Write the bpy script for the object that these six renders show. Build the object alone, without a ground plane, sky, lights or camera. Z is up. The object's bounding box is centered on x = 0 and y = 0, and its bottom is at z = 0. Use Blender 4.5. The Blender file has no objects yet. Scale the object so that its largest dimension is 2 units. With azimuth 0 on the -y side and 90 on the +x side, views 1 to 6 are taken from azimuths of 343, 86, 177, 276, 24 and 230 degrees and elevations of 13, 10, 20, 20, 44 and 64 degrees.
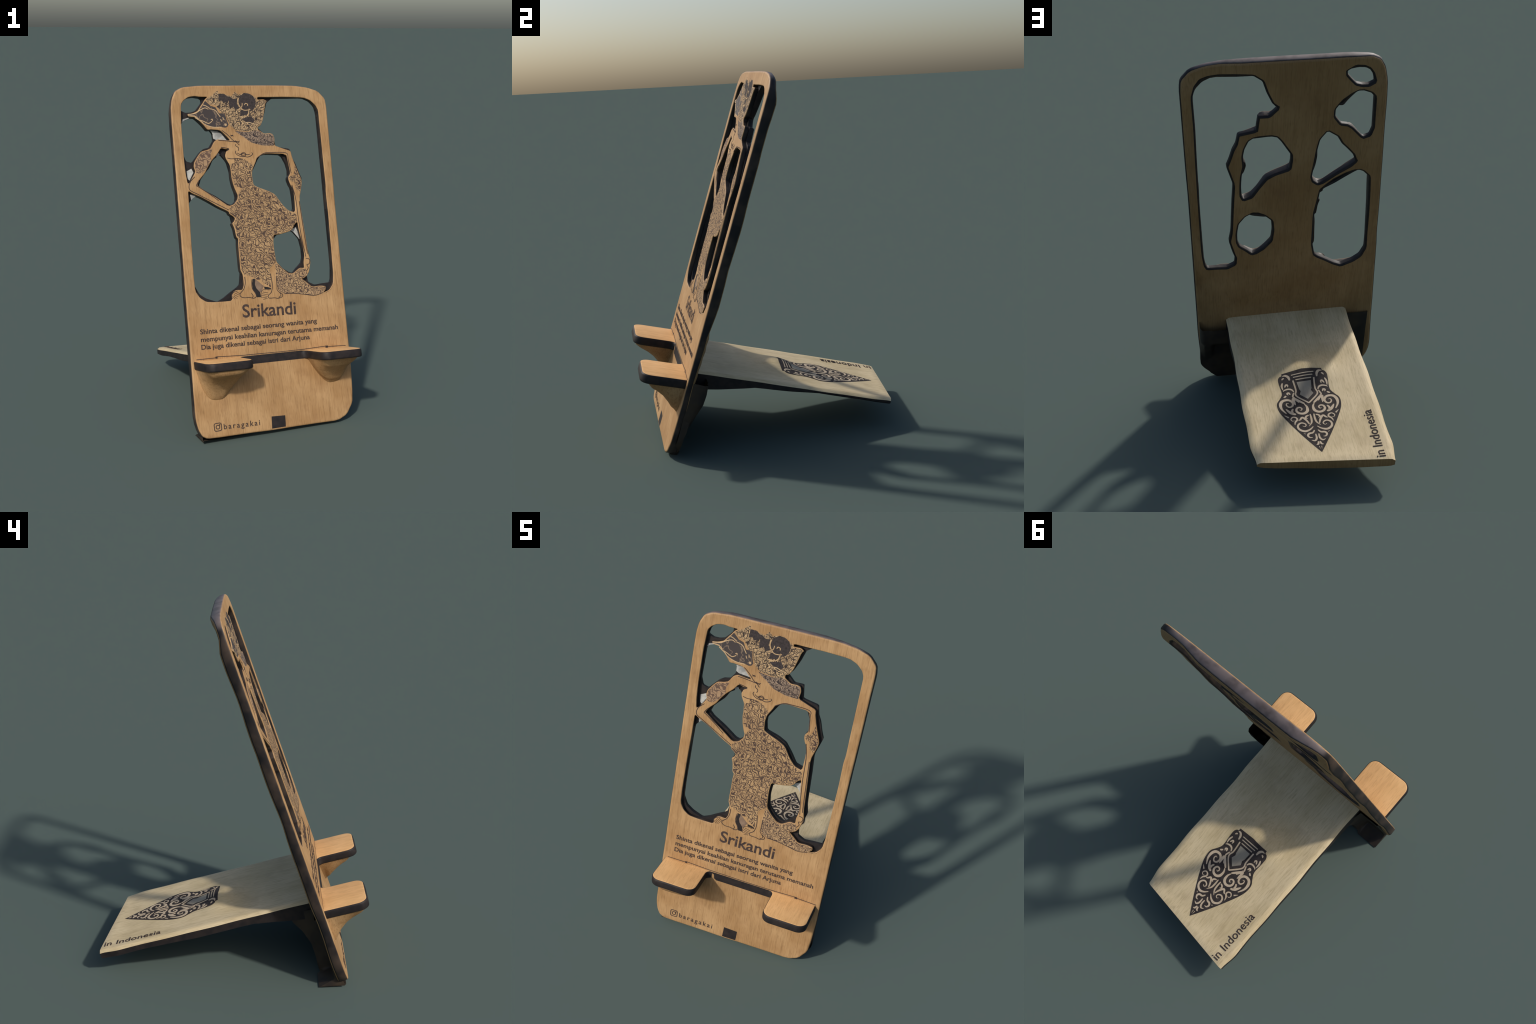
# A laser-cut plywood phone stand: a leaning fret-cut panel with a puppet figure,
# two shelf tabs in front and a long foot board behind.
# All parts are modelled in the frame of the panel's front face:
#   x (s) across the panel, y (t) up the panel, z (n) out of its front face.
import bpy, bmesh, math, random
from mathutils import Matrix, Vector, noise as mnoise
from mathutils.geometry import delaunay_2d_cdt

random.seed(7)

LEAN, YAW = math.radians(18.513), math.radians(6.362)   # panel leans back and is turned a little
N = Vector((math.sin(YAW)*math.cos(LEAN), -math.cos(YAW)*math.cos(LEAN), math.sin(LEAN)))
W = Vector((math.cos(YAW), math.sin(YAW), 0.0))
T = N.cross(W)
ORIGIN = Vector((0.0661, -0.5929, 0.0))
FRAME = Matrix(((W.x, T.x, N.x, ORIGIN.x), (W.y, T.y, N.y, ORIGIN.y),
                (W.z, T.z, N.z, ORIGIN.z), (0, 0, 0, 1)))
BOARD = 0.055          # plywood thickness

# ------------------------------------------------------------------ materials
def new_mat(name):
    m = bpy.data.materials.new(name)
    m.use_nodes = True
    nt = m.node_tree
    nt.nodes.clear()
    out = nt.nodes.new('ShaderNodeOutputMaterial')
    bsdf = nt.nodes.new('ShaderNodeBsdfPrincipled')
    nt.links.new(bsdf.outputs[0], out.inputs[0])
    return m, nt, bsdf

class Graph:
    """Small helper that wires shader nodes."""
    def __init__(self, nt):
        self.nt = nt
        self.tc = nt.nodes.new('ShaderNodeTexCoord')
    def link(self, a, b):
        self.nt.links.new(a, b)
    def put(self, sock, v):
        if hasattr(v, 'links'):
            self.link(v, sock)
        else:
            sock.default_value = v
    def obj(self, scale=(1, 1, 1), rot=(0, 0, 0)):
        m = self.nt.nodes.new('ShaderNodeMapping')
        m.inputs['Scale'].default_value = scale
        m.inputs['Rotation'].default_value = rot
        self.link(self.tc.outputs['Object'], m.inputs['Vector'])
        return m.outputs[0]
    def noise(self, vec, scale, detail=3, rough=0.5, color=False):
        n = self.nt.nodes.new('ShaderNodeTexNoise')
        n.inputs['Scale'].default_value = scale
        n.inputs['Detail'].default_value = detail
        n.inputs['Roughness'].default_value = rough
        self.link(vec, n.inputs['Vector'])
        return n.outputs['Color' if color else 'Fac']
    def voronoi(self, vec, scale, feature='DISTANCE_TO_EDGE', rnd=1.0):
        v = self.nt.nodes.new('ShaderNodeTexVoronoi')
        v.feature = feature
        v.inputs['Scale'].default_value = scale
        v.inputs['Randomness'].default_value = rnd
        self.link(vec, v.inputs['Vector'])
        return v.outputs['Distance']
    def wave(self, vec, scale, distortion, detail_scale):
        w = self.nt.nodes.new('ShaderNodeTexWave')
        w.wave_type = 'BANDS'; w.bands_direction = 'DIAGONAL'; w.wave_profile = 'SIN'
        for k, v in (('Scale', scale), ('Distortion', distortion), ('Detail', 0.6), ('Detail Scale', detail_scale)):
            w.inputs[k].default_value = v
        self.link(vec, w.inputs['Vector'])
        return w.outputs['Fac']
    def math(self, op, a, b=0.0):
        m = self.nt.nodes.new('ShaderNodeMath')
        m.operation = op
        self.put(m.inputs[0], a); self.put(m.inputs[1], b)
        return m.outputs[0]
    def vmath(self, op, a, b):
        m = self.nt.nodes.new('ShaderNodeVectorMath')
        m.operation = op
        self.put(m.inputs[0], a); self.put(m.inputs[1], b)
        return m.outputs[0]
    def smooth(self, v, lo, hi, a=0.0, b=1.0):
        m = self.nt.nodes.new('ShaderNodeMapRange')
        m.interpolation_type = 'SMOOTHSTEP'
        self.put(m.inputs[0], v)
        m.inputs[1].default_value = lo; m.inputs[2].default_value = hi
        m.inputs[3].default_value = a; m.inputs[4].default_value = b
        return m.outputs[0]
    def mix(self, f, a, b, mode='MIX'):
        m = self.nt.nodes.new('ShaderNodeMix')
        m.data_type = 'RGBA'; m.blend_type = mode
        self.put(m.inputs[0], f)
        for s, v in ((m.inputs[6], a), (m.inputs[7], b)):
            self.put(s, v if hasattr(v, 'links') else (*v, 1.0))
        return m.outputs[2]
    def xyz(self):
        x = self.nt.nodes.new('ShaderNodeSeparateXYZ')
        self.link(self.tc.outputs['Object'], x.inputs[0])
        return x.outputs
    def bump(self, h, strength, dist, bsdf):
        b = self.nt.nodes.new('ShaderNodeBump')
        b.inputs['Strength'].default_value = strength
        b.inputs['Distance'].default_value = dist
        self.link(h, b.inputs['Height'])
        self.link(b.outputs[0], bsdf.inputs['Normal'])

CHAR = (0.014, 0.012, 0.013)       # laser-charred edge
CHAR_B = (0.062, 0.043, 0.032)
INK = (0.040, 0.028, 0.025)        # engraved lettering

def wood_color(g, light, mid, dark, along='y', roll=0.04):
    """Plywood face veneer: fine fibres along the grain, broad soft patches, short pores."""
    stretch = {'y': (1, .045, 1), 'z': (1, 1, .045), 'x': (.045, 1, 1)}[along]
    rot = (0, 0, roll) if along == 'y' else (0, 0, 0)
    v = g.obj(stretch, rot)
    fibre = g.noise(v, 150, 4, .65)
    band = g.noise(v, 30, 3, .6)
    fleck = g.noise(g.obj({'y': (1, .16, 1), 'z': (1, 1, .16), 'x': (.16, 1, 1)}[along], rot), 130, 2, .5)
    patch = g.noise(g.obj(), 4.2, 3, .55)
    stain = g.noise(g.vmath('ADD', g.obj(), (3.1, 1.7, .4)), 7.5, 4, .6)
    c = g.mix(g.smooth(patch, .3, .72), mid, light)
    c = g.mix(g.smooth(stain, .54, .76, 0, .45), c, tuple(x*k for x, k in zip(mid, (.78, .74, .80))))
    c = g.mix(g.smooth(band, .45, .75, 0, .28), c, dark)
    c = g.mix(g.smooth(fibre, .46, .72, 0, .55), c, dark)
    c = g.mix(g.smooth(fleck, .56, .72, 0, .40), c, dark)
    c = g.mix(g.smooth(fibre, .46, .26, 0, .45), c, light)
    return c, fibre

def wood(name, light, mid, dark, along='y', rough=.62):
    m, nt, b = new_mat(name)
    g = Graph(nt)
    c, f = wood_color(g, light, mid, dark, along)
    g.link(c, b.inputs['Base Color'])
    b.inputs['Roughness'].default_value = rough
    b.inputs['Specular IOR Level'].default_value = .25
    g.bump(f, .25, .002, b)
    return m

PANEL = ((.465, .287, .135), (.345, .193, .079), (.205, .108, .042))
FOOT = ((.70, .56, .34), (.59, .46, .255), (.42, .315, .165))
TAB = ((.82, .50, .225), (.72, .42, .175), (.54, .29, .115))

M_PANEL = wood('panel_veneer', *PANEL)
M_TABTOP = wood('tab_veneer', *TAB, along='z')
M_FOOT = wood('foot_veneer', *FOOT, along='z')

def plain(name, a, b_, scale=30, rough=.6, spec=.3):
    m, nt, b = new_mat(name)
    g = Graph(nt)
    n = g.noise(g.obj(), scale, 4, .6)
    g.link(g.mix(g.smooth(n, .3, .7), a, b_), b.inputs['Base Color'])
    b.inputs['Roughness'].default_value = rough
    b.inputs['Specular IOR Level'].default_value = spec
    g.bump(n, .2, .002, b)
    return m

M_CHAR = plain('charred_cut', CHAR, (.028, .021, .019), 25, .55, .24)
M_INK = plain('engraved_char', INK, (.075, .052, .045), 60, .75, .1)
M_BLACK = plain('emblem_char', (.030, .024, .022), (.055, .044, .040), 40, .75, .12)
M_PALE = plain('pale_residue', (.24, .24, .23), (.50, .49, .45), 22, .6)
M_GAP = plain('scorched_wood', (.16, .10, .065), (.25, .17, .115), 18, .7)
M_DARK = plain('dark_engraving', (.032, .027, .027), (.060, .048, .046), 90, .75, .1)

def edge_mat(name, base, along='y', lo=-.0015, hi=-.0065):
    """Veneer that turns to char just below the front face."""
    m, nt, b = new_mat(name)
    g = Graph(nt)
    c, f = wood_color(g, *base, along=along)
    z = g.xyz()[2]
    wob = g.math('MULTIPLY', g.math('SUBTRACT', g.noise(g.obj(), 14, 3), .5), .003)
    k = g.smooth(g.math('ADD', z, wob), lo, hi)
    ch = g.mix(g.smooth(g.noise(g.obj(), 9, 3), .35, .7), CHAR, CHAR_B)
    sky_tint = g.math('MULTIPLY', g.smooth(g.xyz()[1], 2.045, 2.09), g.smooth(g.noise(g.obj(), 13, 3), .25, .6, .35, 1))
    ch = g.mix(sky_tint, ch, (.17, .135, .125))           # sun and sky light painted onto the upward-facing top edge
    g.link(g.mix(k, c, ch), b.inputs['Base Color'])
    b.inputs['Roughness'].default_value = .55
    b.inputs['Specular IOR Level'].default_value = .3
    return m

M_EDGE = edge_mat('cut_edge', PANEL)
M_BACK = wood('back_veneer', (.345, .210, .092), (.27, .154, .062), (.185, .102, .040))  # same plywood as the front, darkened for the shadow behind the panel

def batik(name, light, dark, line, cell=30, coil=27, fine=36):
    """Laser-engraved batik: cells outlined by dark lines, filled with coiling contour lines."""
    m, nt, b = new_mat(name)
    g = Graph(nt)
    wc, f = wood_color(g, light, tuple(.86*x for x in light), tuple(.62*x for x in light))
    flat = g.obj((1, 1, .02))
    warp = g.vmath('SUBTRACT', g.noise(flat, fine*.8, 1, .4, True), (.5, .5, .5))
    v = g.vmath('ADD', flat, g.vmath('MULTIPLY', warp, (.95/fine, .95/fine, 0)))
    edge = g.voronoi(v, cell, 'DISTANCE_TO_EDGE', 1.0)
    l1 = g.smooth(edge, .02, .085)
    if coil > 0:                      # coiling stripes of even width
        l2 = g.smooth(g.wave(flat, coil, 12, fine/coil), .08, .42)
        l1 = g.smooth(edge, .0, .06)
    else:                             # leafy contour lines
        saw = g.math('PINGPONG', g.math('MULTIPLY', g.noise(v, fine, 1, .35), -coil), .5)
        l2 = g.smooth(saw, .05, .24)
    k = g.math('MULTIPLY', l1, l2)
    tone = g.noise(flat, 9, 3)
    base = g.mix(g.smooth(tone, .35, .7, 0, .6), wc, dark)
    g.link(g.mix(k, line, base), b.inputs['Base Color'])
    b.inputs['Roughness'].default_value = .7
    b.inputs['Specular IOR Level'].default_value = .15
    g.bump(k, .35, .004, b)
    return m

M_BATIK = batik('batik_engraving', (.45, .29, .145), (.25, .155, .085), (.070, .045, .036))
M_TRAIN = batik('train_engraving', (.46, .30, .155), (.28, .18, .105), (.085, .055, .042), 34, 30, 40)
M_GOLD = batik('headdress_engraving', (.54, .37, .20), (.34, .225, .125), (.040, .030, .027), 44, -10, 40)
M_NAPE = batik('hair_engraving', (.34, .245, .17), (.16, .115, .090), (.045, .034, .032), 44, -9, 36)
M_BAND = batik('band_engraving', (.40, .26, .15), (.27, .17, .105), (.12, .075, .055), 20, 20, 30)

def face_mat():
    m, nt, b = new_mat('face_engraving')
    g = Graph(nt)
    flat = g.obj((1, 1, .02))
    warp = g.vmath('SUBTRACT', g.noise(flat, 14, 2, .5, True), (.5, .5, .5))
    v = g.vmath('ADD', flat, g.vmath('MULTIPLY', warp, (.06, .06, 0)))
    n = g.noise(v, 13, 2, .5)
    saw = g.math('PINGPONG', g.math('MULTIPLY', n, 5.0), .5)
    k = g.smooth(saw, .40, .49)
    g.link(g.mix(g.math('MULTIPLY', k, .40), (.040, .030, .028), (.38, .26, .16)), b.inputs['Base Color'])
    b.inputs['Roughness'].default_value = .7
    return m
M_FACE = face_mat()
M_LINE_LIGHT = wood('uncut_line', (.52, .37, .21), (.46, .31, .165), (.36, .23, .12))

# ------------------------------------------------------------------ objects
def finish(name, verts, faces, mats, parent=None, idx=None, smooth=False, matrix=None):
    me = bpy.data.meshes.new(name)
    me.from_pydata([tuple(v) for v in verts], [], faces)
    for m in (mats if isinstance(mats, (list, tuple)) else [mats]):
        me.materials.append(m)
    if idx:
        for p, i in zip(me.polygons, idx):
            p.material_index = i
    if smooth:
        me.polygons.foreach_set('use_smooth', [True]*len(me.polygons))
    me.update()
    ob = bpy.data.objects.new(name, me)
    bpy.context.scene.collection.objects.link(ob)
    if parent is not None:
        ob.parent = parent
    ob.matrix_local = matrix if matrix else Matrix.Identity(4)
    return ob

def smooth_by_angle(ob, deg=40):
    bm = bmesh.new(); bm.from_mesh(ob.data)
    bmesh.ops.remove_doubles(bm, verts=bm.verts, dist=1e-5)
    bmesh.ops.recalc_face_normals(bm, faces=bm.faces)
    lim = math.radians(deg)
    for f in bm.faces: f.smooth = True
    for e in bm.edges:
        e.smooth = not (len(e.link_faces) == 2 and e.calc_face_angle(0) > lim)
    bm.to_mesh(ob.data); bm.free()

root = bpy.data.objects.new('phone_stand', None)
bpy.context.scene.collection.objects.link(root)
root['label'] = 'leaning plywood phone stand with fret-cut engraved puppet figure'
root['category'] = 'phone stand'

# ------------------------------------------------------------------ outlines (control points)
OUTER = [(-.575,.137),(-.566,.096),(-.549,.061),(-.517,.042),(-.431,.038),(-.256,.034),(-.122,.028),(.03,.026),
 (.173,.023),(.325,.018),(.386,.045),(.435,.112),(.446,.192),(.457,.341),(.461,.48),(.468,.677),(.474,.85),(.480,1.018),
 (.491,1.325),(.498,1.457),(.507,1.665),(.514,1.843),(.519,1.955),(.514,2.009),(.469,2.059),(.399,2.082),(.318,2.095),
 (.2,2.1),(.013,2.104),(-.17,2.106),(-.308,2.109),(-.419,2.101),(-.466,2.078),(-.493,2.031),(-.505,1.972),(-.512,1.839),
 (-.518,1.693),(-.521,1.6),(-.527,1.452),(-.536,1.226),(-.544,1.021),(-.548,.95),(-.553,.808),(-.559,.646),(-.564,.525),
 (-.567,.457),(-.573,.309),(-.578,.182)]
OUTER = [(x+.004 if x > .36 else x, y) for x, y in OUTER]
# openings of the fret cut, at the front face
CUT_FACE = [(-.437,1.995),(-.419,2.018),(-.388,2.038),(-.348,2.044),(-.313,2.038),(-.264,2.037),(-.284,2.023),(-.3,2.0),
 (-.311,1.988),(-.337,1.954),(-.369,1.941),(-.407,1.935),(-.394,1.92),(-.359,1.917),(-.336,1.895),(-.312,1.869),
 (-.29,1.838),(-.265,1.839),(-.214,1.833),(-.194,1.817),(-.151,1.767),(-.191,1.773),(-.235,1.779),(-.259,1.765),
 (-.282,1.728),(-.305,1.718),(-.346,1.71),(-.369,1.686),(-.397,1.649),(-.405,1.62),(-.396,1.591),(-.439,1.53),
 (-.453,1.523),(-.458,1.586),(-.458,1.669),(-.454,1.773),(-.449,1.882),(-.443,1.937)]
CUT_ARM = [(-.219,1.725),(-.189,1.715),(-.166,1.718),(-.189,1.702),(-.199,1.677),(-.195,1.656),(-.176,1.621),(-.174,1.58),
 (-.175,1.545),(-.169,1.5),(-.16,1.466),(-.148,1.435),(-.154,1.41),(-.18,1.382),(-.215,1.374),(-.271,1.418),(-.336,1.464),
 (-.388,1.505),(-.396,1.51),(-.374,1.546),(-.339,1.578),(-.318,1.612),(-.287,1.652),(-.247,1.688)]
CUT_HIP = [(-.456,1.48),(-.429,1.462),(-.379,1.438),(-.334,1.41),(-.277,1.372),(-.219,1.341),(-.216,1.326),(-.196,1.312),
 (-.184,1.298),(-.191,1.282),(-.206,1.27),(-.196,1.24),(-.19,1.185),(-.18,1.175),(-.185,1.134),(-.187,1.071),(-.191,.99),
 (-.179,.959),(-.18,.9),(-.19,.876),(-.195,.871),(-.231,.874),(-.25,.866),(-.266,.847),(-.264,.822),(-.274,.814),
 (-.318,.815),(-.384,.818),(-.427,.825),(-.462,.851),(-.485,.894),(-.484,.985),(-.48,1.056),(-.472,1.22),(-.463,1.344),(-.459,1.426)]
CUT_SIDE = [(.058,2.027),(.128,2.025),(.232,2.024),(.366,2.017),(.412,1.998),(.446,1.966),(.459,1.934),(.457,1.867),
 (.453,1.734),(.448,1.579),(.445,1.46),(.439,1.417),(.437,1.284),(.43,1.153),(.424,1.022),(.418,.914),(.409,.85),(.379,.813),
 (.333,.799),(.356,.82),(.354,.838),(.321,.845),(.263,.843),(.234,.871),(.2,.901),(.214,.899),(.24,.914),(.257,.938),
 (.276,1.001),(.265,1.058),(.263,1.145),(.257,1.276),(.253,1.385),(.28,1.47),(.286,1.5),(.254,1.594),(.238,1.656),
 (.236,1.686),(.179,1.706),(.13,1.726),(.138,1.769),(.13,1.796),(.108,1.803),(.074,1.8),(.036,1.826),(.036,1.843),
 (.056,1.851),(.076,1.885),(.094,1.945),(.107,1.989),(.118,2.001),(.098,2.013),(.056,2.012)]
CUT_WAIST = [(.003,1.65),(.038,1.67),(.072,1.678),(.202,1.668),(.209,1.613),(.214,1.548),(.197,1.527),(.195,1.51),
 (.204,1.479),(.22,1.452),(.22,1.387),(.214,1.305),(.168,1.321),(.132,1.363),(.094,1.426),(.05,1.45),(-.011,1.475),
 (-.037,1.49),(-.039,1.506),(-.041,1.545),(-.034,1.583),(-.004,1.633)]
CUT_STAFF = [(.051,1.18),(.092,1.179),(.155,1.191),(.181,1.204),(.199,1.233),(.22,1.248),(.222,1.196),(.23,1.148),
 (.236,1.091),(.238,1.039),(.227,.997),(.227,.962),(.195,.966),(.148,.936),(.116,.941),(.079,.977),(.047,1.018),(.044,1.078),(.044,1.129)]
FRONT_CUTS = [CUT_FACE, CUT_ARM, CUT_HIP, CUT_SIDE, CUT_WAIST, CUT_STAFF]
# the same openings where they leave the back face: webs stay in the corners
BACK_CUTS = [
 [(-.299,2.029),(-.337,2.051),(-.375,2.045),(-.404,2.029),(-.424,2.002),(-.435,1.967),(-.408,1.953),(-.376,1.954),(-.347,1.962),(-.32,1.99),(-.301,2.012)],
 [(-.362,1.915),(-.386,1.915),(-.423,1.901),(-.441,1.881),(-.446,1.777),(-.45,1.703),(-.437,1.662),(-.407,1.652),(-.35,1.713),
  (-.323,1.731),(-.287,1.738),(-.255,1.78),(-.255,1.82),(-.288,1.866),(-.331,1.899)],
 [(-.221,1.689),(-.271,1.656),(-.296,1.613),(-.328,1.581),(-.348,1.559),(-.361,1.544),(-.368,1.525),(-.375,1.511),(-.351,1.487),
  (-.279,1.444),(-.208,1.392),(-.186,1.385),(-.162,1.404),(-.155,1.431),(-.167,1.513),(-.177,1.589),(-.188,1.645)],
 [(-.207,1.338),(-.236,1.367),(-.275,1.4),(-.333,1.431),(-.376,1.446),(-.403,1.447),(-.423,1.438),(-.456,1.404),(-.463,1.305),
  (-.469,1.166),(-.474,1.021),(-.477,.928),(-.453,.875),(-.414,.846),(-.35,.82),(-.308,.839),(-.258,.87),(-.216,.893),
  (-.198,.908),(-.185,.974),(-.182,1.185),(-.199,1.28)],
 [(.244,2.03),(.17,2.025),(.125,1.994),(.103,1.93),(.072,1.866),(.045,1.845),(.086,1.804),(.142,1.804),(.148,1.752),(.151,1.724),
  (.242,1.706),(.252,1.649),(.269,1.614),(.287,1.553),(.301,1.516),(.265,1.405),(.27,1.294),(.275,1.097),(.286,1.031),(.259,.938),
  (.251,.918),(.254,.878),(.293,.857),(.34,.861),(.398,.862),(.409,.883),(.42,.956),(.434,1.285),(.443,1.568),(.447,1.751),
  (.457,1.927),(.443,1.975),(.419,2.004),(.385,2.017),(.332,2.025)],
 [(.182,1.657),(.161,1.672),(.129,1.678),(.072,1.68),(.043,1.672),(.02,1.645),(-.009,1.6),(-.032,1.565),(-.034,1.535),(-.027,1.485),
  (.043,1.463),(.093,1.436),(.136,1.378),(.168,1.327),(.205,1.314),(.217,1.34),(.217,1.406),(.214,1.454),(.202,1.513),(.208,1.573),(.201,1.614)],
 [(.226,1.144),(.193,1.188),(.155,1.209),(.129,1.206),(.095,1.189),(.056,1.153),(.05,1.091),(.056,1.025),(.097,.975),(.135,.949),
  (.155,.944),(.186,.973),(.221,1.001),(.233,1.031),(.235,1.084)],
]

def circle(cx, cy, r, k=28):
    return [(cx+r*math.cos(2*math.pi*i/k), cy+r*math.sin(2*math.pi*i/k)) for i in range(k)]

HEAD_TOP = [(.056,2.02),(.031,2.034),(-.003,2.053),(-.026,2.055),(-.067,2.044),(-.086,2.064),(-.111,2.038),(-.137,2.044),
            (-.163,2.054),(-.195,2.055),(-.196,2.071),(-.206,2.07),(-.236,2.045),(-.27,2.034)]
FEET_LINE = [(-.265,.822),(-.247,.82),(-.2,.82),(-.157,.82),(-.126,.813),(-.109,.817),(-.08,.813),(-.065,.798),(-.036,.804),
             (.006,.80),(.033,.796),(.06,.812),(.073,.82),(.138,.815),(.202,.803),(.271,.789),(.329,.80)]
FIGURE = [(-.455,1.523),(-.455,1.48),(-.40,1.2),(-.35,.86)] + FEET_LINE + [(.38,.9),(.40,1.9),(.2,2.0),(.125,2.003),
          (.108,2.015)] + HEAD_TOP + [(-.35,2.0),(-.42,1.96),(-.43,1.7)]

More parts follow.
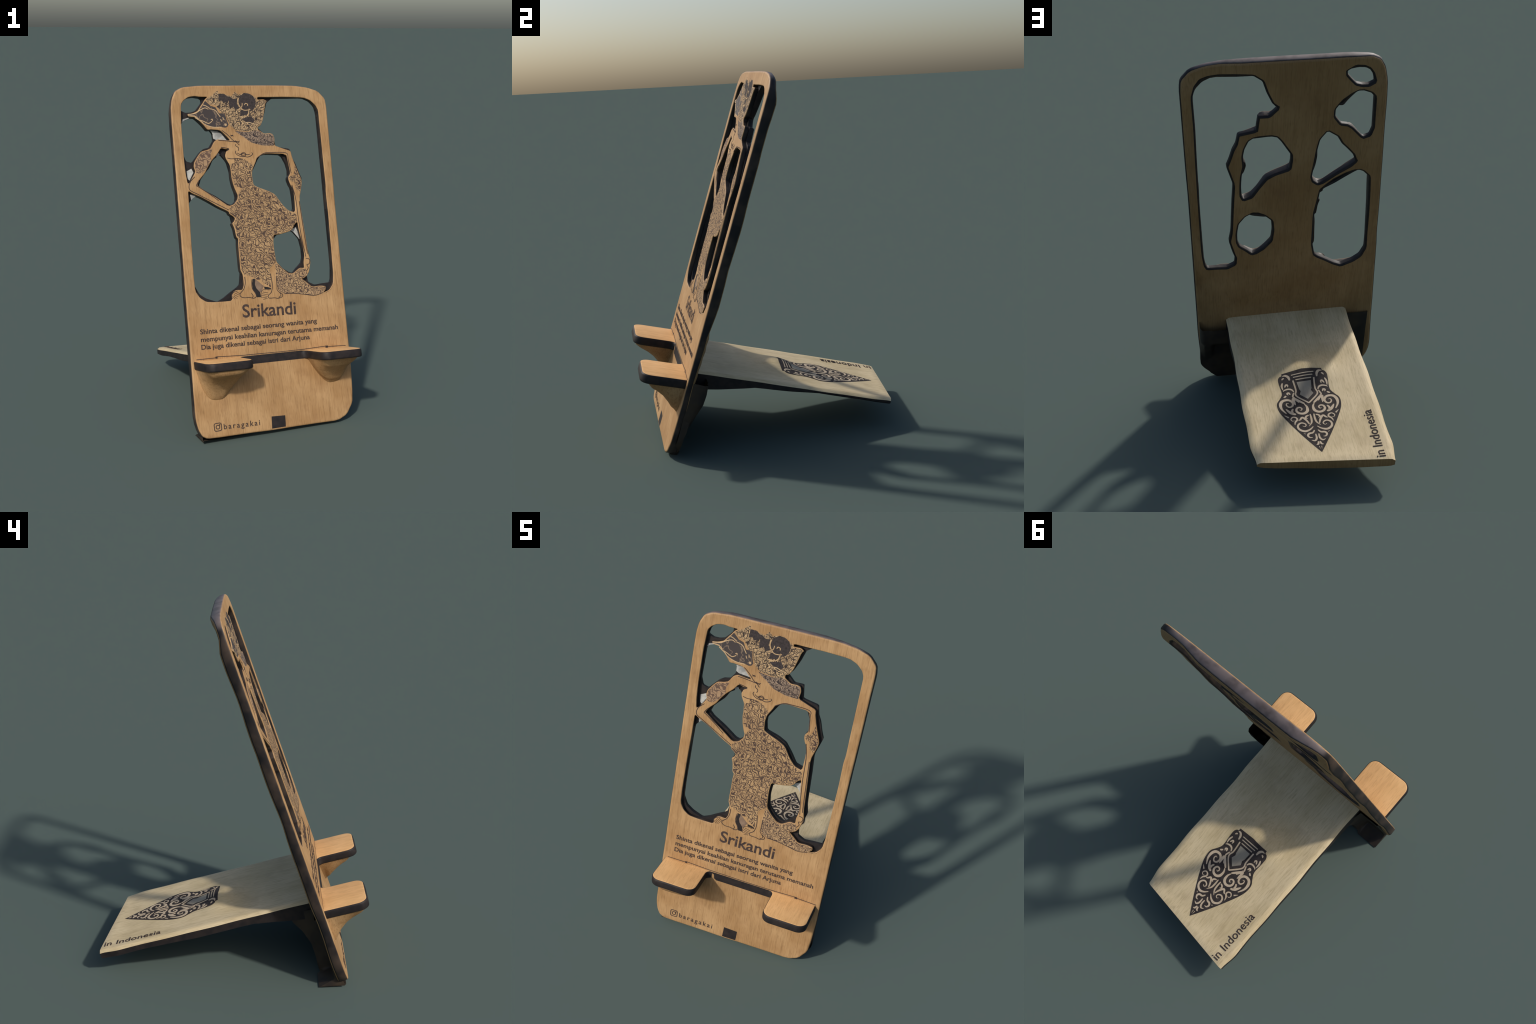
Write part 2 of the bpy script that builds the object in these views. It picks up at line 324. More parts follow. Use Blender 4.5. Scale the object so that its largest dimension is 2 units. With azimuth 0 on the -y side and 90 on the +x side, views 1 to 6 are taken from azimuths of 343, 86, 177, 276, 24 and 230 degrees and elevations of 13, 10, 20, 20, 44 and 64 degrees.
# regions of the front face: (part name, owner, material, outline); a later one lies over an earlier one
REGIONS = [
 ('torso', 'figure', M_PANEL, FIGURE),
 ('arm', 'figure', M_PANEL, [(-.47,1.53),(-.47,1.47),(-.3,1.37),(-.215,1.335),(-.2,1.36),(-.25,1.42),(-.37,1.52),(-.22,1.72),(-.19,1.72),(-.19,1.78),(-.27,1.79),(-.44,1.6)]),
 ('arm', 'figure', M_PANEL, [(.03,1.74),(.03,1.65),(.1,1.66),(.19,1.66),(.21,1.52),(.2,1.45),(.215,1.43),(.30,1.45),(.30,1.52),(.25,1.72)]),
 ('staff', 'figure', M_PANEL, [(.205,1.45),(.222,1.26),(.222,1.2),(.235,1.0),(.21,.965),(.24,.9),(.3,.93),(.3,1.1),(.28,1.45)]),
 ('bodice', 'figure', M_BATIK, [(-.143,1.657),(-.111,1.658),(-.08,1.65),(-.05,1.631),(-.022,1.6),(-.019,1.587),(-.03,1.54),(-.03,1.50),(-.038,1.488),(-.12,1.476),(-.159,1.491),(-.185,1.556),(-.19,1.625),(-.146,1.628)]),
 ('skirt', 'figure', M_BATIK, [(-.12,1.476),(-.038,1.49),(.02,1.465),(.1,1.44),(.15,1.37),(.173,1.325),(.218,1.3),(.22,1.248),(.199,1.23),(.175,1.195),
   (.132,1.185),(.088,1.17),(.043,1.159),(.04,1.074),(.045,1.022),(.036,1.002),(0,.98),(-.004,.946),(-.003,.908),(-.01,.866),
   (-.035,.886),(-.056,.901),(-.068,.919),(-.099,.922),(-.124,.941),(-.15,.952),(-.171,.958),(-.195,.979),(-.195,1.112),(-.2,1.185),(-.215,1.27),
   (-.2,1.298),(-.216,1.33),(-.211,1.363),(-.16,1.406),(-.14,1.447)]),
 ('train', 'figure', M_TRAIN, [(.037,1.01),(.062,1.0),(.116,.95),(.148,.945),(.195,.975),(.23,.97),(.245,.91),(.195,.901),(.233,.875),(.263,.85),(.32,.85),(.36,.845),
   (.356,.82),(.329,.801),(.28,.794),(.271,.789),(.202,.803),(.138,.815),(.073,.82),(.043,.838),(.028,.865),(.033,.937)]),
 ('armband', 'figure', M_BAND, [(-.35,1.72),(-.305,1.73),(-.275,1.723),(-.292,1.682),(-.29,1.652),(-.325,1.606),(-.361,1.58),(-.405,1.58),(-.416,1.62),(-.405,1.655),(-.375,1.69)]),
 ('wristband', 'figure', M_BATIK, [(.249,1.594),(.28,1.56),(.295,1.502),(.285,1.465),(.265,1.432),(.251,1.437),(.238,1.447),(.232,1.49),(.206,1.500),(.198,1.527),(.226,1.534),(.238,1.546)]),
 ('leg', 'figure', M_PANEL, [(-.175,.962),(-.149,.952),(-.119,.932),(-.13,.904),(-.132,.87),(-.115,.843),(-.109,.822),(-.126,.813),(-.157,.821),(-.193,.822),(-.213,.837),(-.207,.853),(-.183,.876),(-.178,.912)]),
 ('leg', 'figure', M_PANEL, [(0,.98),(.037,1.01),(.032,.938),(.029,.888),(.035,.858),(.034,.844),(.059,.82),(.054,.803),(.033,.797),(.006,.802),(-.036,.804),(-.033,.825),(-.007,.844),(.004,.889)]),
 ('foot', 'figure', M_PANEL, [(-.27,.846),(-.25,.872),(-.226,.88),(-.196,.872),(-.211,.853),(-.214,.833),(-.247,.82),(-.264,.821)]),
 ('foot', 'figure', M_PANEL, [(-.077,.839),(-.061,.861),(-.016,.854),(-.007,.853),(-.028,.834),(-.036,.806),(-.065,.798),(-.077,.81)]),
 ('burnt_gap', 'figure', M_CHAR, [(-.12,.93),(-.104,.926),(-.111,.893),(-.105,.872),(-.083,.844),(-.081,.815),(-.108,.817),(-.11,.834),(-.128,.87),(-.128,.903)]),
 ('scorched_gap', 'figure', M_GAP, [(-.104,.926),(-.09,.914),(-.07,.893),(-.054,.879),(-.065,.863),(-.077,.844),(-.083,.844),(-.105,.872),(-.111,.893)]),
 ('burnt_gap', 'figure', M_CHAR, [(-.054,.876),(-.027,.87),(-.01,.862),(-.011,.854),(-.052,.861)]),
 ('burnt_gap', 'figure', M_CHAR, [(.36,.84),(.375,.845),(.415,.86),(.410,.844),(.386,.812),(.359,.799),(.33,.796),(.347,.813)]),
 ('headdress', 'figure', M_GOLD, [(-.284,2.021)] + [(-.236,2.045),(-.206,2.07),(-.196,2.071),(-.195,2.055),(-.163,2.054),(-.137,2.044),(-.111,2.038),(-.086,2.064),
   (-.067,2.044),(-.026,2.055),(-.003,2.053),(.031,2.034),(.056,2.014),(.108,2.02),(.13,2.003),(.115,1.984),(.11,1.945),(.09,1.885),(.06,1.84),(.035,1.845),
   (.031,1.817),(-.012,1.817),(-.057,1.821),(-.111,1.829),(-.143,1.858),(-.157,1.893),(-.165,1.936),(-.188,1.935),(-.207,1.963),(-.222,1.985),(-.252,1.99)]),
 ('hair', 'figure', M_NAPE, [(-.12,1.827),(-.08,1.819),(-.035,1.815),(.03,1.822),(.074,1.81),(.112,1.81),(.14,1.795),(.145,1.761),(.127,1.724),(.055,1.727),
   (-.003,1.743),(-.021,1.75),(-.062,1.782),(-.1,1.809)]),
 ('face', 'figure', M_FACE, [(-.42,1.932),(-.357,1.945),(-.328,1.966),(-.305,1.997),(-.286,2.015),(-.253,1.982),(-.223,1.972),(-.206,1.935),(-.167,1.934),
   (-.162,1.893),(-.153,1.865),(-.163,1.85),(-.177,1.846),(-.212,1.854),(-.252,1.852),(-.299,1.866),(-.323,1.886),(-.359,1.912),(-.4,1.92)]),
 ('crown', 'figure', M_DARK, [(-.194,2.054),(-.163,2.053),(-.145,2.039),(-.121,2.033),(-.104,2.02),(-.076,2.022),(-.082,1.99),(-.068,1.963),(-.095,1.951),
   (-.11,1.973),(-.131,1.957),(-.134,2.01),(-.169,1.994),(-.178,2.013),(-.2,2.004)]),
 ('hair_bun', 'figure', M_DARK, circle(-.015, 1.996, .057)),
 ('dark_curl', 'figure', M_DARK, [(-.063,1.95),(-.011,1.957),(-.018,1.923),(-.073,1.912)]),
 ('dark_curl', 'figure', M_DARK, [(-.066,1.896),(.001,1.911),(.022,1.882),(-.011,1.86),(-.032,1.871)]),
 ('ear_stud', 'figure', M_LINE_LIGHT, circle(-.172, 1.864, .0075, 14)),
 ('slot_edge', 'panel', M_CHAR, [(-.26,.481),(-.225,.481),(-.008,.474),(.136,.469),(.155,.465),(.172,.456),(.168,.442),(.148,.419),(.129,.42),(-.172,.43),(-.2,.43),(-.215,.44),(-.22,.467)]),
 ('cable_notch', 'panel', M_CHAR, [(-.109,.11),(-.021,.104),(-.023,.059),(-.028,.010),(-.117,.010)]),
]

# ------------------------------------------------------------------ plate building
def smoothstep(x):
    x = max(0, min(1, x)); return x*x*(3-2*x)
def area(p):
    return .5*sum(a[0]*b[1]-b[0]*a[1] for a, b in zip(p, p[1:]+p[:1]))
def ccw(p):
    return p if area(p) > 0 else p[::-1]
def inside(p, x, y):
    c = False
    j = len(p)-1
    for i in range(len(p)):
        xi, yi = p[i]; xj, yj = p[j]
        if (yi > y) != (yj > y) and x < (xj-xi)*(y-yi)/(yj-yi)+xi:
            c = not c
        j = i
    return c
def relax(p, k=.16):
    """Cut every corner a little, so that the saw line is not a bare polygon."""
    o = []
    for i, b in enumerate(p):
        a, c = p[i-1], p[(i+1) % len(p)]
        o.append((b[0]+(a[0]-b[0])*k, b[1]+(a[1]-b[1])*k))
        o.append((b[0]+(c[0]-b[0])*k, b[1]+(c[1]-b[1])*k))
    return o
def offset(p, d):
    """Move a closed counter-clockwise line to its left by d (mitred, limited)."""
    o = []
    for i, b in enumerate(p):
        a, c = Vector(p[i-1]), Vector(p[(i+1) % len(p)])
        b = Vector(b)
        e1, e2 = (b-a).normalized(), (c-b).normalized()
        n1, n2 = Vector((-e1.y, e1.x)), Vector((-e2.y, e2.x))
        m = n1+n2
        if m.length < .3: m = n1
        m.normalize()
        o.append(tuple(b + m*(d/max(.6, m.dot(n1)))))
    return o

def triangulate(loops, grid=0.0, box=None):
    vs, es = [], []
    for l in loops:
        k = len(vs)
        vs += [Vector(q) for q in l]
        es += [(k+i, k+(i+1) % len(l)) for i in range(len(l))]
    if grid:
        x0, y0, x1, y1 = box
        for i in range(int((x1-x0)/grid)+1):
            for j in range(int((y1-y0)/grid)+1):
                vs.append(Vector((x0+i*grid+.011*math.sin(j*3.1), y0+j*grid+.011*math.cos(i*2.7))))
    r = delaunay_2d_cdt(vs, es, [], 0, 1e-5)
    return r[0], r[2]

def thickness(s, t):
    """Scanned board: wavy back, thinner towards the lower right edge."""
    w = .0025*math.sin(9.5*t+1.2)+.002*math.sin(19*t+5*s)
    thin = .018*smoothstep((s-.40)/.05)*smoothstep((.85-t)/.1)
    corner = smoothstep((abs(s+.05)-.27)/.15)*smoothstep((t-1.93)/.1)
    hollow = .013*math.exp(-(s/.25)**2-((t-.57)/.06)**2)
    return BOARD+.002+w-thin-.020*corner-hollow

def wall_ring(loop, depths, insets):
    """Skin along a closed line; loop is counter-clockwise seen with the solid on its left."""
    rows = [offset(loop, i) if i else loop for i in insets]
    vs, fs = [], []
    m = len(loop)
    for r, d in zip(rows, depths):
        for q in r:
            vs.append((q[0], q[1], d(q[0], q[1])))
    for k in range(len(rows)-1):
        for i in range(m):
            j = (i+1) % m
            fs.append((k*m+i, (k+1)*m+i, (k+1)*m+j, k*m+j))
    return vs, fs

def build_front():
    R_EDGE = .0045
    outer = ccw(relax(OUTER))
    holes = [ccw(relax(h))[::-1] for h in FRONT_CUTS]          # clockwise: solid on the left
    loops = [outer]+holes
    radii = [.011]+[R_EDGE]*len(holes)
    inset = [offset(l, r) for l, r in zip(loops, radii)]
    regs = [r[3] for r in REGIONS]
    V, F = triangulate(inset+regs)
    groups = {}
    for f in F:
        cx = sum(V[i].x for i in f)/3; cy = sum(V[i].y for i in f)/3
        if not inside(inset[0], cx, cy) or any(inside(h, cx, cy) for h in inset[1:]):
            continue
        lab = -1
        for k, p in enumerate(regs):
            if inside(p, cx, cy): lab = k
        groups.setdefault(lab, []).append(f)
    def mesh_of(lab, name, mat, parent, matrix=None):
        fs = groups.get(lab, [])
        used = sorted({i for f in fs for i in f}); re = {i: k for k, i in enumerate(used)}
        vs = [(V[i].x, V[i].y, 0) for i in used]
        ff = []
        for f in fs:
            a, b, c = (V[i] for i in f)
            f = tuple(re[i] for i in f)
            ff.append(f if (b-a).cross(c-a) > 0 else f[::-1])
        return finish(name, vs, ff, mat, parent, matrix=matrix)
    panel = mesh_of(-1, 'backrest_panel', M_PANEL, root, FRAME)
    figure = bpy.data.objects.new('puppet_figure', None)
    bpy.context.scene.collection.objects.link(figure)
    figure.parent = root
    figure.matrix_local = FRAME
    for k, (nm, own, mat, _) in enumerate(REGIONS):
        if groups.get(k):
            mesh_of(k, nm, mat, panel if own == 'panel' else figure)
    # rounded arris, charred wall, back arris
    vs, fs = [], []
    for l, r in zip(loops, radii):
        prof = [(r*(1-math.sin(a)), r*(1-math.cos(a))) for a in [math.pi/2*i/5 for i in range(6)]]
        insets = [p[0] for p in prof]+[0, .004, .012]
        deps = [(lambda d: (lambda s, t: -d))(p[1]) for p in prof]
        deps += [lambda s, t: min(-.02, -thickness(s, t)+.012), lambda s, t: min(-.024, -thickness(s, t)+.008), lambda s, t: -.034]
        v, f = wall_ring(l, deps, insets)
        k = len(vs); vs += v; fs += [tuple(i+k for i in q_) for q_ in f]
    ob = finish('cut_edge', vs, fs, M_EDGE, panel, smooth=True)
    # rear skin of the front sheet, seen only where an opening is wider at the back
    V, F = triangulate([offset(l, .012) for l in loops])
    ii = [offset(l, .012) for l in loops]
    fs = []
    for f in F:
        cx = sum(V[i].x for i in f)/3; cy = sum(V[i].y for i in f)/3
        if inside(ii[0], cx, cy) and not any(inside(h, cx, cy) for h in ii[1:]): fs.append(tuple(f)[::-1])
    finish('inner_ply', [(v.x, v.y, -.034) for v in V], fs, M_CHAR, panel)
    return panel, figure

WEB_PALE = [
 [(-.285,1.842),(-.262,1.795),(-.235,1.78),(-.165,1.772),(-.2,1.82),(-.22,1.832)],
 [(-.445,1.60),(-.412,1.615),(-.402,1.592),(-.432,1.545),(-.442,1.555)],
 [(-.44,1.462),(-.41,1.455),(-.36,1.432),(-.41,1.425),(-.435,1.428)],
 [(.14,1.198),(.185,1.206),(.215,1.218),(.235,1.15),(.22,1.135),(.19,1.183)],
 [(-.43,1.912),(-.39,1.921),(-.35,1.915),(-.385,1.905),(-.44,1.892)],
 [(-.25,1.69),(-.228,1.70),(-.215,1.665),(-.238,1.66)],
]

def build_back(panel):
    """Rear ply: keeps webs in the narrow corners of the fret cut, has an uneven back."""
    r = .011
    FRONT_N = -.026
    outer = offset(ccw(relax(OUTER)), .0035)
    loops = [outer]+[offset(ccw(relax(h, .1))[::-1], .0025) for h in BACK_CUTS]
    inset = [offset(l, r) for l in loops]
    V, F = triangulate(inset, .035, (-.6, 0, .55, 2.12))
    fs, vs = [], [(v.x, v.y, -thickness(v.x, v.y)) for v in V]
    for f in F:
        a, b, c = (V[i] for i in f)
        cx, cy = (a.x+b.x+c.x)/3, (a.y+b.y+c.y)/3
        if inside(inset[0], cx, cy) and not any(inside(h, cx, cy) for h in inset[1:]):
            f = tuple(f)
            fs.append(f if (b-a).cross(c-a) < 0 else f[::-1])
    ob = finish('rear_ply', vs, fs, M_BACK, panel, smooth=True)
    vs, fs = [], []
    for l in loops:
        prof = [(r*(1-math.cos(a)), r*(1-math.sin(a))) for a in [math.pi/2*i/3 for i in range(4)]]
        insets = [0]+[p[0] for p in prof]
        deps = [lambda s, t: FRONT_N]+[(lambda d: (lambda s, t: -thickness(s, t)+d))(p[1]) for p in prof]
        v, f = wall_ring(l, deps, insets)
        k = len(vs); vs += v; fs += [tuple(i+k for i in q) for q in f]
    m0 = len(loops[0])*(len(prof))
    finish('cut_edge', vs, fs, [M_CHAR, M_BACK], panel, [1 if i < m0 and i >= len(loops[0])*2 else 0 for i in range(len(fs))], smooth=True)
    V, F = triangulate(loops+WEB_PALE)
    for name, mat, want in (('web', M_CHAR, False), ('pale_web', M_PALE, True)):
        fs = []
        for f in F:
            a, b, c = (V[i] for i in f)
            cx, cy = (a.x+b.x+c.x)/3, (a.y+b.y+c.y)/3
            if inside(loops[0], cx, cy) and not any(inside(h, cx, cy) for h in loops[1:]):
                if any(inside(p, cx, cy) for p in WEB_PALE) == want:
                    f = tuple(f)
                    fs.append(f if (b-a).cross(c-a) > 0 else f[::-1])
        finish(name, [(v.x, v.y, FRONT_N) for v in V], fs, mat, panel)

panel, figure = build_front()
build_back(panel)

# ------------------------------------------------------------------ strokes: engraved lines as thin ribbons
def spline(p, k=5):
    if len(p) < 3: return p
    q = [p[0]]+list(p)+[p[-1]]
    o = []
    for i in range(1, len(q)-2):
        a, b, c, d = q[i-1], q[i], q[i+1], q[i+2]
        for j in range(k):
            u = j/k
            o.append(tuple(.5*(2*b[m]+(c[m]-a[m])*u+(2*a[m]-5*b[m]+4*c[m]-d[m])*u*u+(3*b[m]-a[m]-3*c[m]+d[m])*u**3) for m in (0, 1)))
    o.append(tuple(p[-1]))
    return o

def ribbon(lines, height, lift=0.0, place=lambda x, y, z: (x, y, z)):
    """Flat raised strokes; every line is (points, width function)."""
    vs, fs = [], []
    for pts, wf in lines:
        m = len(pts)
        k = len(vs)
        for i, p in enumerate(pts):
            a, b = Vector(pts[max(0, i-1)]), Vector(pts[min(m-1, i+1)])
            d = (b-a)
            d = d.normalized() if d.length > 1e-9 else Vector((1, 0))
            w = wf(i/(m-1))/2
            for sgn, z in ((1, lift-.003), (1, lift+height), (-1, lift+height), (-1, lift-.003)):
                vs.append(place(p[0]-d.y*w*sgn, p[1]+d.x*w*sgn, z))
        for i in range(m-1):
            for j in range(4):
                q = (j+1) % 4
                fs.append((k+4*i+j, k+4*i+q, k+4*i+4+q, k+4*i+4+j))
        fs.append((k, k+1, k+2, k+3)[::-1])
        e = k+4*(m-1)
        fs.append((e, e+1, e+2, e+3))
    return vs, fs

const = lambda w: (lambda u: w)
LINES_DARK = [
 [(-.127,1.704),(-.131,1.691),(-.117,1.675),(-.096,1.668),(-.082,1.671),(-.06,1.662),(-.036,1.667),(-.021,1.679),(-.027,1.688)],
 [(-.12,1.69),(-.1,1.678),(-.082,1.684),(-.06,1.676),(-.04,1.678)],
 [(-.099,1.681),(-.079,1.691),(-.065,1.679),(-.082,1.665),(-.099,1.681)],
 [(-.201,1.831),(-.169,1.804),(-.137,1.768),(-.116,1.754),(-.1,1.737)],
 [(-.122,1.744),(-.123,1.733),(-.107,1.72),(-.112,1.703)],
 [(-.231,1.772),(-.178,1.766),(-.116,1.757),(-.095,1.762)],
 [(-.147,1.793),(-.133,1.80)], [(-.15,1.80),(-.13,1.793)], [(-.125,1.765),(-.1,1.752)],
 [(-.187,1.662),(-.161,1.656),(-.124,1.657),(-.089,1.65)],
 [(-.219,1.729),(-.171,1.718),(-.186,1.706)],
 [(.003,1.652),(.049,1.678),(.091,1.682),(.2,1.675),(.21,1.635),(.218,1.548)],
 [(-.407,1.561),(-.437,1.533),(-.449,1.505),(-.443,1.482),(-.399,1.456),(-.334,1.418),(-.218,1.35)],
 [(-.38,1.542),(-.402,1.510),(-.389,1.499),(-.332,1.457),(-.275,1.41)],
 [(.213,1.475),(.227,1.387),(.228,1.256),(.235,1.126),(.246,1.03)],
 [(.248,1.372),(.251,1.263),(.255,1.146),(.259,1.046)],
 [(.244,1.02),(.268,1.01),(.262,.985),(.246,.98),(.252,.96),(.235,.94)],
 [(-.17,.945),(-.172,.908),(-.186,.874),(-.212,.849),(-.209,.832),(-.188,.823),(-.157,.822),(-.131,.814),(-.112,.822),(-.115,.843),(-.13,.87),(-.13,.904),(-.125,.928)],
 [(.033,.93),(.03,.87),(.028,.849),(.038,.835),(.059,.818),(.054,.803),(.028,.797),(.006,.802),(-.031,.805),(-.033,.821),(-.01,.84),(.001,.885),(-.003,.95)],
 [(.042,.83),(.049,.814),(.033,.801)], [(-.14,.846),(-.131,.828),(-.139,.817)],
 [(.073,.82),(.138,.815),(.202,.803),(.271,.789),(.329,.8)],
]
TOES = [[(-.255,.841),(-.233,.822)],[(-.252,.849),(-.225,.832)],[(-.244,.857),(-.219,.842)],[(-.234,.864),(-.214,.85)],[(-.262,.838),(-.247,.821)],
        [(-.067,.845),(-.032,.835)],[(-.073,.835),(-.036,.825)],[(-.077,.825),(-.039,.816)],[(-.074,.812),(-.045,.81)],[(-.069,.801),(-.041,.804)],
        [(-.264,.825),(-.266,.845),(-.25,.863),(-.225,.868)],[(-.078,.81),(-.078,.838),(-.062,.858),(-.02,.852)]]
v, f = ribbon([(spline(p), const(.0042)) for p in LINES_DARK]+[(spline(p), const(.0028)) for p in TOES], .0008)
finish('engraved_line', v, f, M_INK, figure)['kind'] = 'stuff'
LINES_LIGHT = [
 [(-.401,1.934),(-.356,1.939),(-.323,1.958),(-.291,1.97),(-.27,1.961)], [(-.335,1.899),(-.31,1.89),(-.28,1.876),(-.257,1.888)],
 [(-.265,1.965),(-.23,1.955),(-.211,1.929),(-.2,1.912)], [(-.36,1.914),(-.323,1.888),(-.299,1.868),(-.252,1.852),(-.199,1.85)],
 [(-.302,1.987),(-.285,1.983),(-.264,1.969)], [(-.262,1.897),(-.253,1.901),(-.252,1.89)], [(-.4,1.926),(-.36,1.922),(-.34,1.905)],
 [(-.078,1.908),(-.036,1.91),(-.018,1.923),(-.007,1.957)], [(-.048,1.993),(-.053,1.972),(-.072,1.955)],
 [(-.034,1.98),(-.028,1.99),(-.015,1.986),(-.014,1.975)], [(-.068,2.024),(-.074,1.998),(-.066,1.972),(-.045,1.95),(-.017,1.949),(.0,1.953)],
 [(.015,1.86),(-.02,1.873),(-.05,1.87)], [(-.2,1.90),(-.195,1.885)], [(-.185,1.91),(-.18,1.895)],
]
v, f = ribbon([(spline(p), const(.0048)) for p in LINES_LIGHT], .0009)
finish('uncut_line', v, f, M_LINE_LIGHT, figure)['kind'] = 'stuff'
v, f = ribbon([([(-.53,.4995),(-.408,.496),(-.405,.501),(-.246,.489),(-.125,.4845),(-.007,.479),(.156,.4745),(.303,.475),(.312,.471),(.437,.462)], const(.004)),
               ([(-.413,.497),(-.40,.497)], const(.012)), ([(.30,.4715),(.317,.470)], const(.013))], .0008)
finish('joint_line', v, f, M_INK, panel)

# ------------------------------------------------------------------ lettering
def text_mesh(body, spacing=1.0, weight=0.0):
    cu = bpy.data.curves.new('lettering', 'FONT')
    cu.body = body
    cu.space_character = spacing
    cu.offset = weight
    cu.extrude = .02
    cu.resolution_u = 4
    ob = bpy.data.objects.new('lettering', cu)
    bpy.context.scene.collection.objects.link(ob)
    dg = bpy.context.evaluated_depsgraph_get()
    me = bpy.data.meshes.new_from_object(ob.evaluated_get(dg))
    bpy.data.objects.remove(ob)
    return me

def lettering(name, body, left, right, cap, mat, parent, place, spacing=1.0, weight=0.0, depth=.0009):
    """Fit a line of text between two base-line points with the given capital height."""
    me = text_mesh(body, spacing, weight)
    ref = text_mesh('H')
    h = max(v.co.y for v in ref.vertices)
    x0 = min(v.co.x for v in me.vertices); x1 = max(v.co.x for v in me.vertices)
    a, b = Vector(left), Vector(right)
    ex = (b-a)/(x1-x0)
    up = Vector((-(b-a).y, (b-a).x)).normalized()*(cap/h)
    vs = []
    for v in me.vertices:
        p = a+ex*(v.co.x-x0)+up*v.co.y
        vs.append(place(p.x, p.y, depth if v.co.z > 0 else -.002))
    fs = [tuple(p.vertices) for p in me.polygons]
    return finish(name, vs, fs, mat, parent)

flat = lambda x, y, z: (x, y, z)
lettering('title_lettering', 'Srikandi', (-.213,.709), (.134,.691), .074, M_INK, panel, flat, 1.0, .016)
lettering('caption_lettering', 'Shinta dikenal sebagai seorang wanita yang', (-.488,.642), (.264,.622), .027, M_INK, panel, flat, 1.0, .022)
lettering('caption_lettering', 'mempunyai keahlian kanuragan terutama memanah', (-.489,.597), (.400,.568), .027, M_INK, panel, flat, 1.0, .022)
lettering('caption_lettering', 'Dia juga dikenal sebagai istri dari Arjuna', (-.492,.553), (.203,.530), .027, M_INK, panel, flat, 1.0, .022)
lettering('maker_lettering', 'baragakai', (-.414,.083), (-.187,.072), .031, M_INK, panel, flat, 1.35, .012)
def rounded_square(cx, cy, h, r, k=5):
    o = []
    for q, (sx, sy) in enumerate(((1, 1), (-1, 1), (-1, -1), (1, -1))):
        for i in range(k+1):
            a = math.pi/2*(q+i/k)
            o.append((cx+sx*(h-r)+r*math.cos(a), cy+sy*(h-r)+r*math.sin(a)))
    return o
sq = rounded_square(-.449, .101, .022, .010); ci = circle(-.449, .101, .011, 20); dot = circle(-.437, .113, .003, 8)
v, f = ribbon([(sq+sq[:2], const(.005)), (ci+ci[:2], const(.005)), (dot+dot[:2], const(.003))], .0009)
finish('maker_mark', v, f, M_INK, panel)

# ------------------------------------------------------------------ shelf tabs
def tab_top(s, n):
    return .473-.034*s-.07*n

def build_tab(s0, s1, outer_sign):
    """Rounded tongue; outline in (s, n), thickness along t, concave corner on the slot side."""
    n1, r = .236, .055
    th = .050
    fil = .030
    pts = []
    def arc(cx, cn, rad, a0, a1, k=7):
        for i in range(k+1):
            a = a0+(a1-a0)*i/k
            pts.append((cx+rad*math.cos(a), cn+rad*math.sin(a)))
    h = math.pi/2
    pts.append((s0 if outer_sign < 0 else s0-fil, -.02))
    if outer_sign > 0: arc(s0-fil, fil, fil, -h, 0)          # concave sweep into the slot edge
    else: pts.append((s0, .02))
    lo = pts[:]
    arc(s0+r, n1-r, r, 2*h, h)
    arc(s1-r, n1-r, r, h, 0)
    if outer_sign < 0: arc(s1+fil, fil, fil, 2*h, 3*h)
    else: pts.append((s1, .02))
    pts.append((s1 if outer_sign > 0 else s1+fil, -.02))
    pts = ccw(pts)
    e = .010
    prof = [(e*(1-math.sin(a)), e*(1-math.cos(a))) for a in [math.pi/2*i/3 for i in range(4)]]
    rows = [(i, d) for i, d in prof]+[(i, th-d) for i, d in prof[::-1]]
    vs, fs, idx = [], [], []
    m = len(pts)
    for i, d in rows:
        for q in offset(pts, i):
            vs.append((q[0], tab_top(*q)-d, q[1]))
    for k in range(len(rows)-1):
        for i in range(m):
            j = (i+1) % m
            fs.append((k*m+i, k*m+j, (k+1)*m+j, (k+1)*m+i)); idx.append(1 if k else 0)
    fs.append(tuple(range(m))[::-1]); idx.append(0)
    fs.append(tuple(range((len(rows)-1)*m, len(rows)*m))); idx.append(1)
    tab = finish('shelf_tab', vs, fs, [M_TABTOP, M_CHAR], root, idx, matrix=FRAME)
    smooth_by_angle(tab, 50)
    # swept gusset below the tab
    CURVE = [(.0, .252), (.02, .280), (.05, .315), (.09, .348), (.13, .368), (.18, .384), (.21, .397), (.222, .42), (.228, .46)]
    vs, fs = [], []
    A, B = 22, 26
    c, hw = (s0+s1)/2, (s1-s0)/2
    for i in range(B+1):
        n = -.012+.240*(i/B)
        t = CURVE[0][1]
        for (na, ta), (nb, tb) in zip(CURVE, CURVE[1:]):
            if n >= na: t = ta+(tb-ta)*min(1, (n-na)/(nb-na))
        t -= .020*smoothstep(n/.04)*smoothstep((.2-n)/.05) if outer_sign > 0 else 0
        wid = hw*.96
        round_off = 1-.25*smoothstep((n-.17)/.06)
        for j in range(A+1):
            u = -1+2*j/A
            s = c+u*wid*round_off
            k = 1-abs(u)**(4 if u*outer_sign > 0 else 1.6+2.4*smoothstep(n/.1))
            top = tab_top(s, n)-th+.006
            vs.append((s, top+(min(t, top+.015)-top)*k, n))
    for i in range(B):
        for j in range(A):
            a = i*(A+1)+j
            fs.append((a, a+1, a+A+2, a+A+1))
    g = finish('gusset', vs, fs, M_PANEL, tab, smooth=True)
    return tab

build_tab(-.548, -.262, -1)
build_tab(.163, .437, 1)

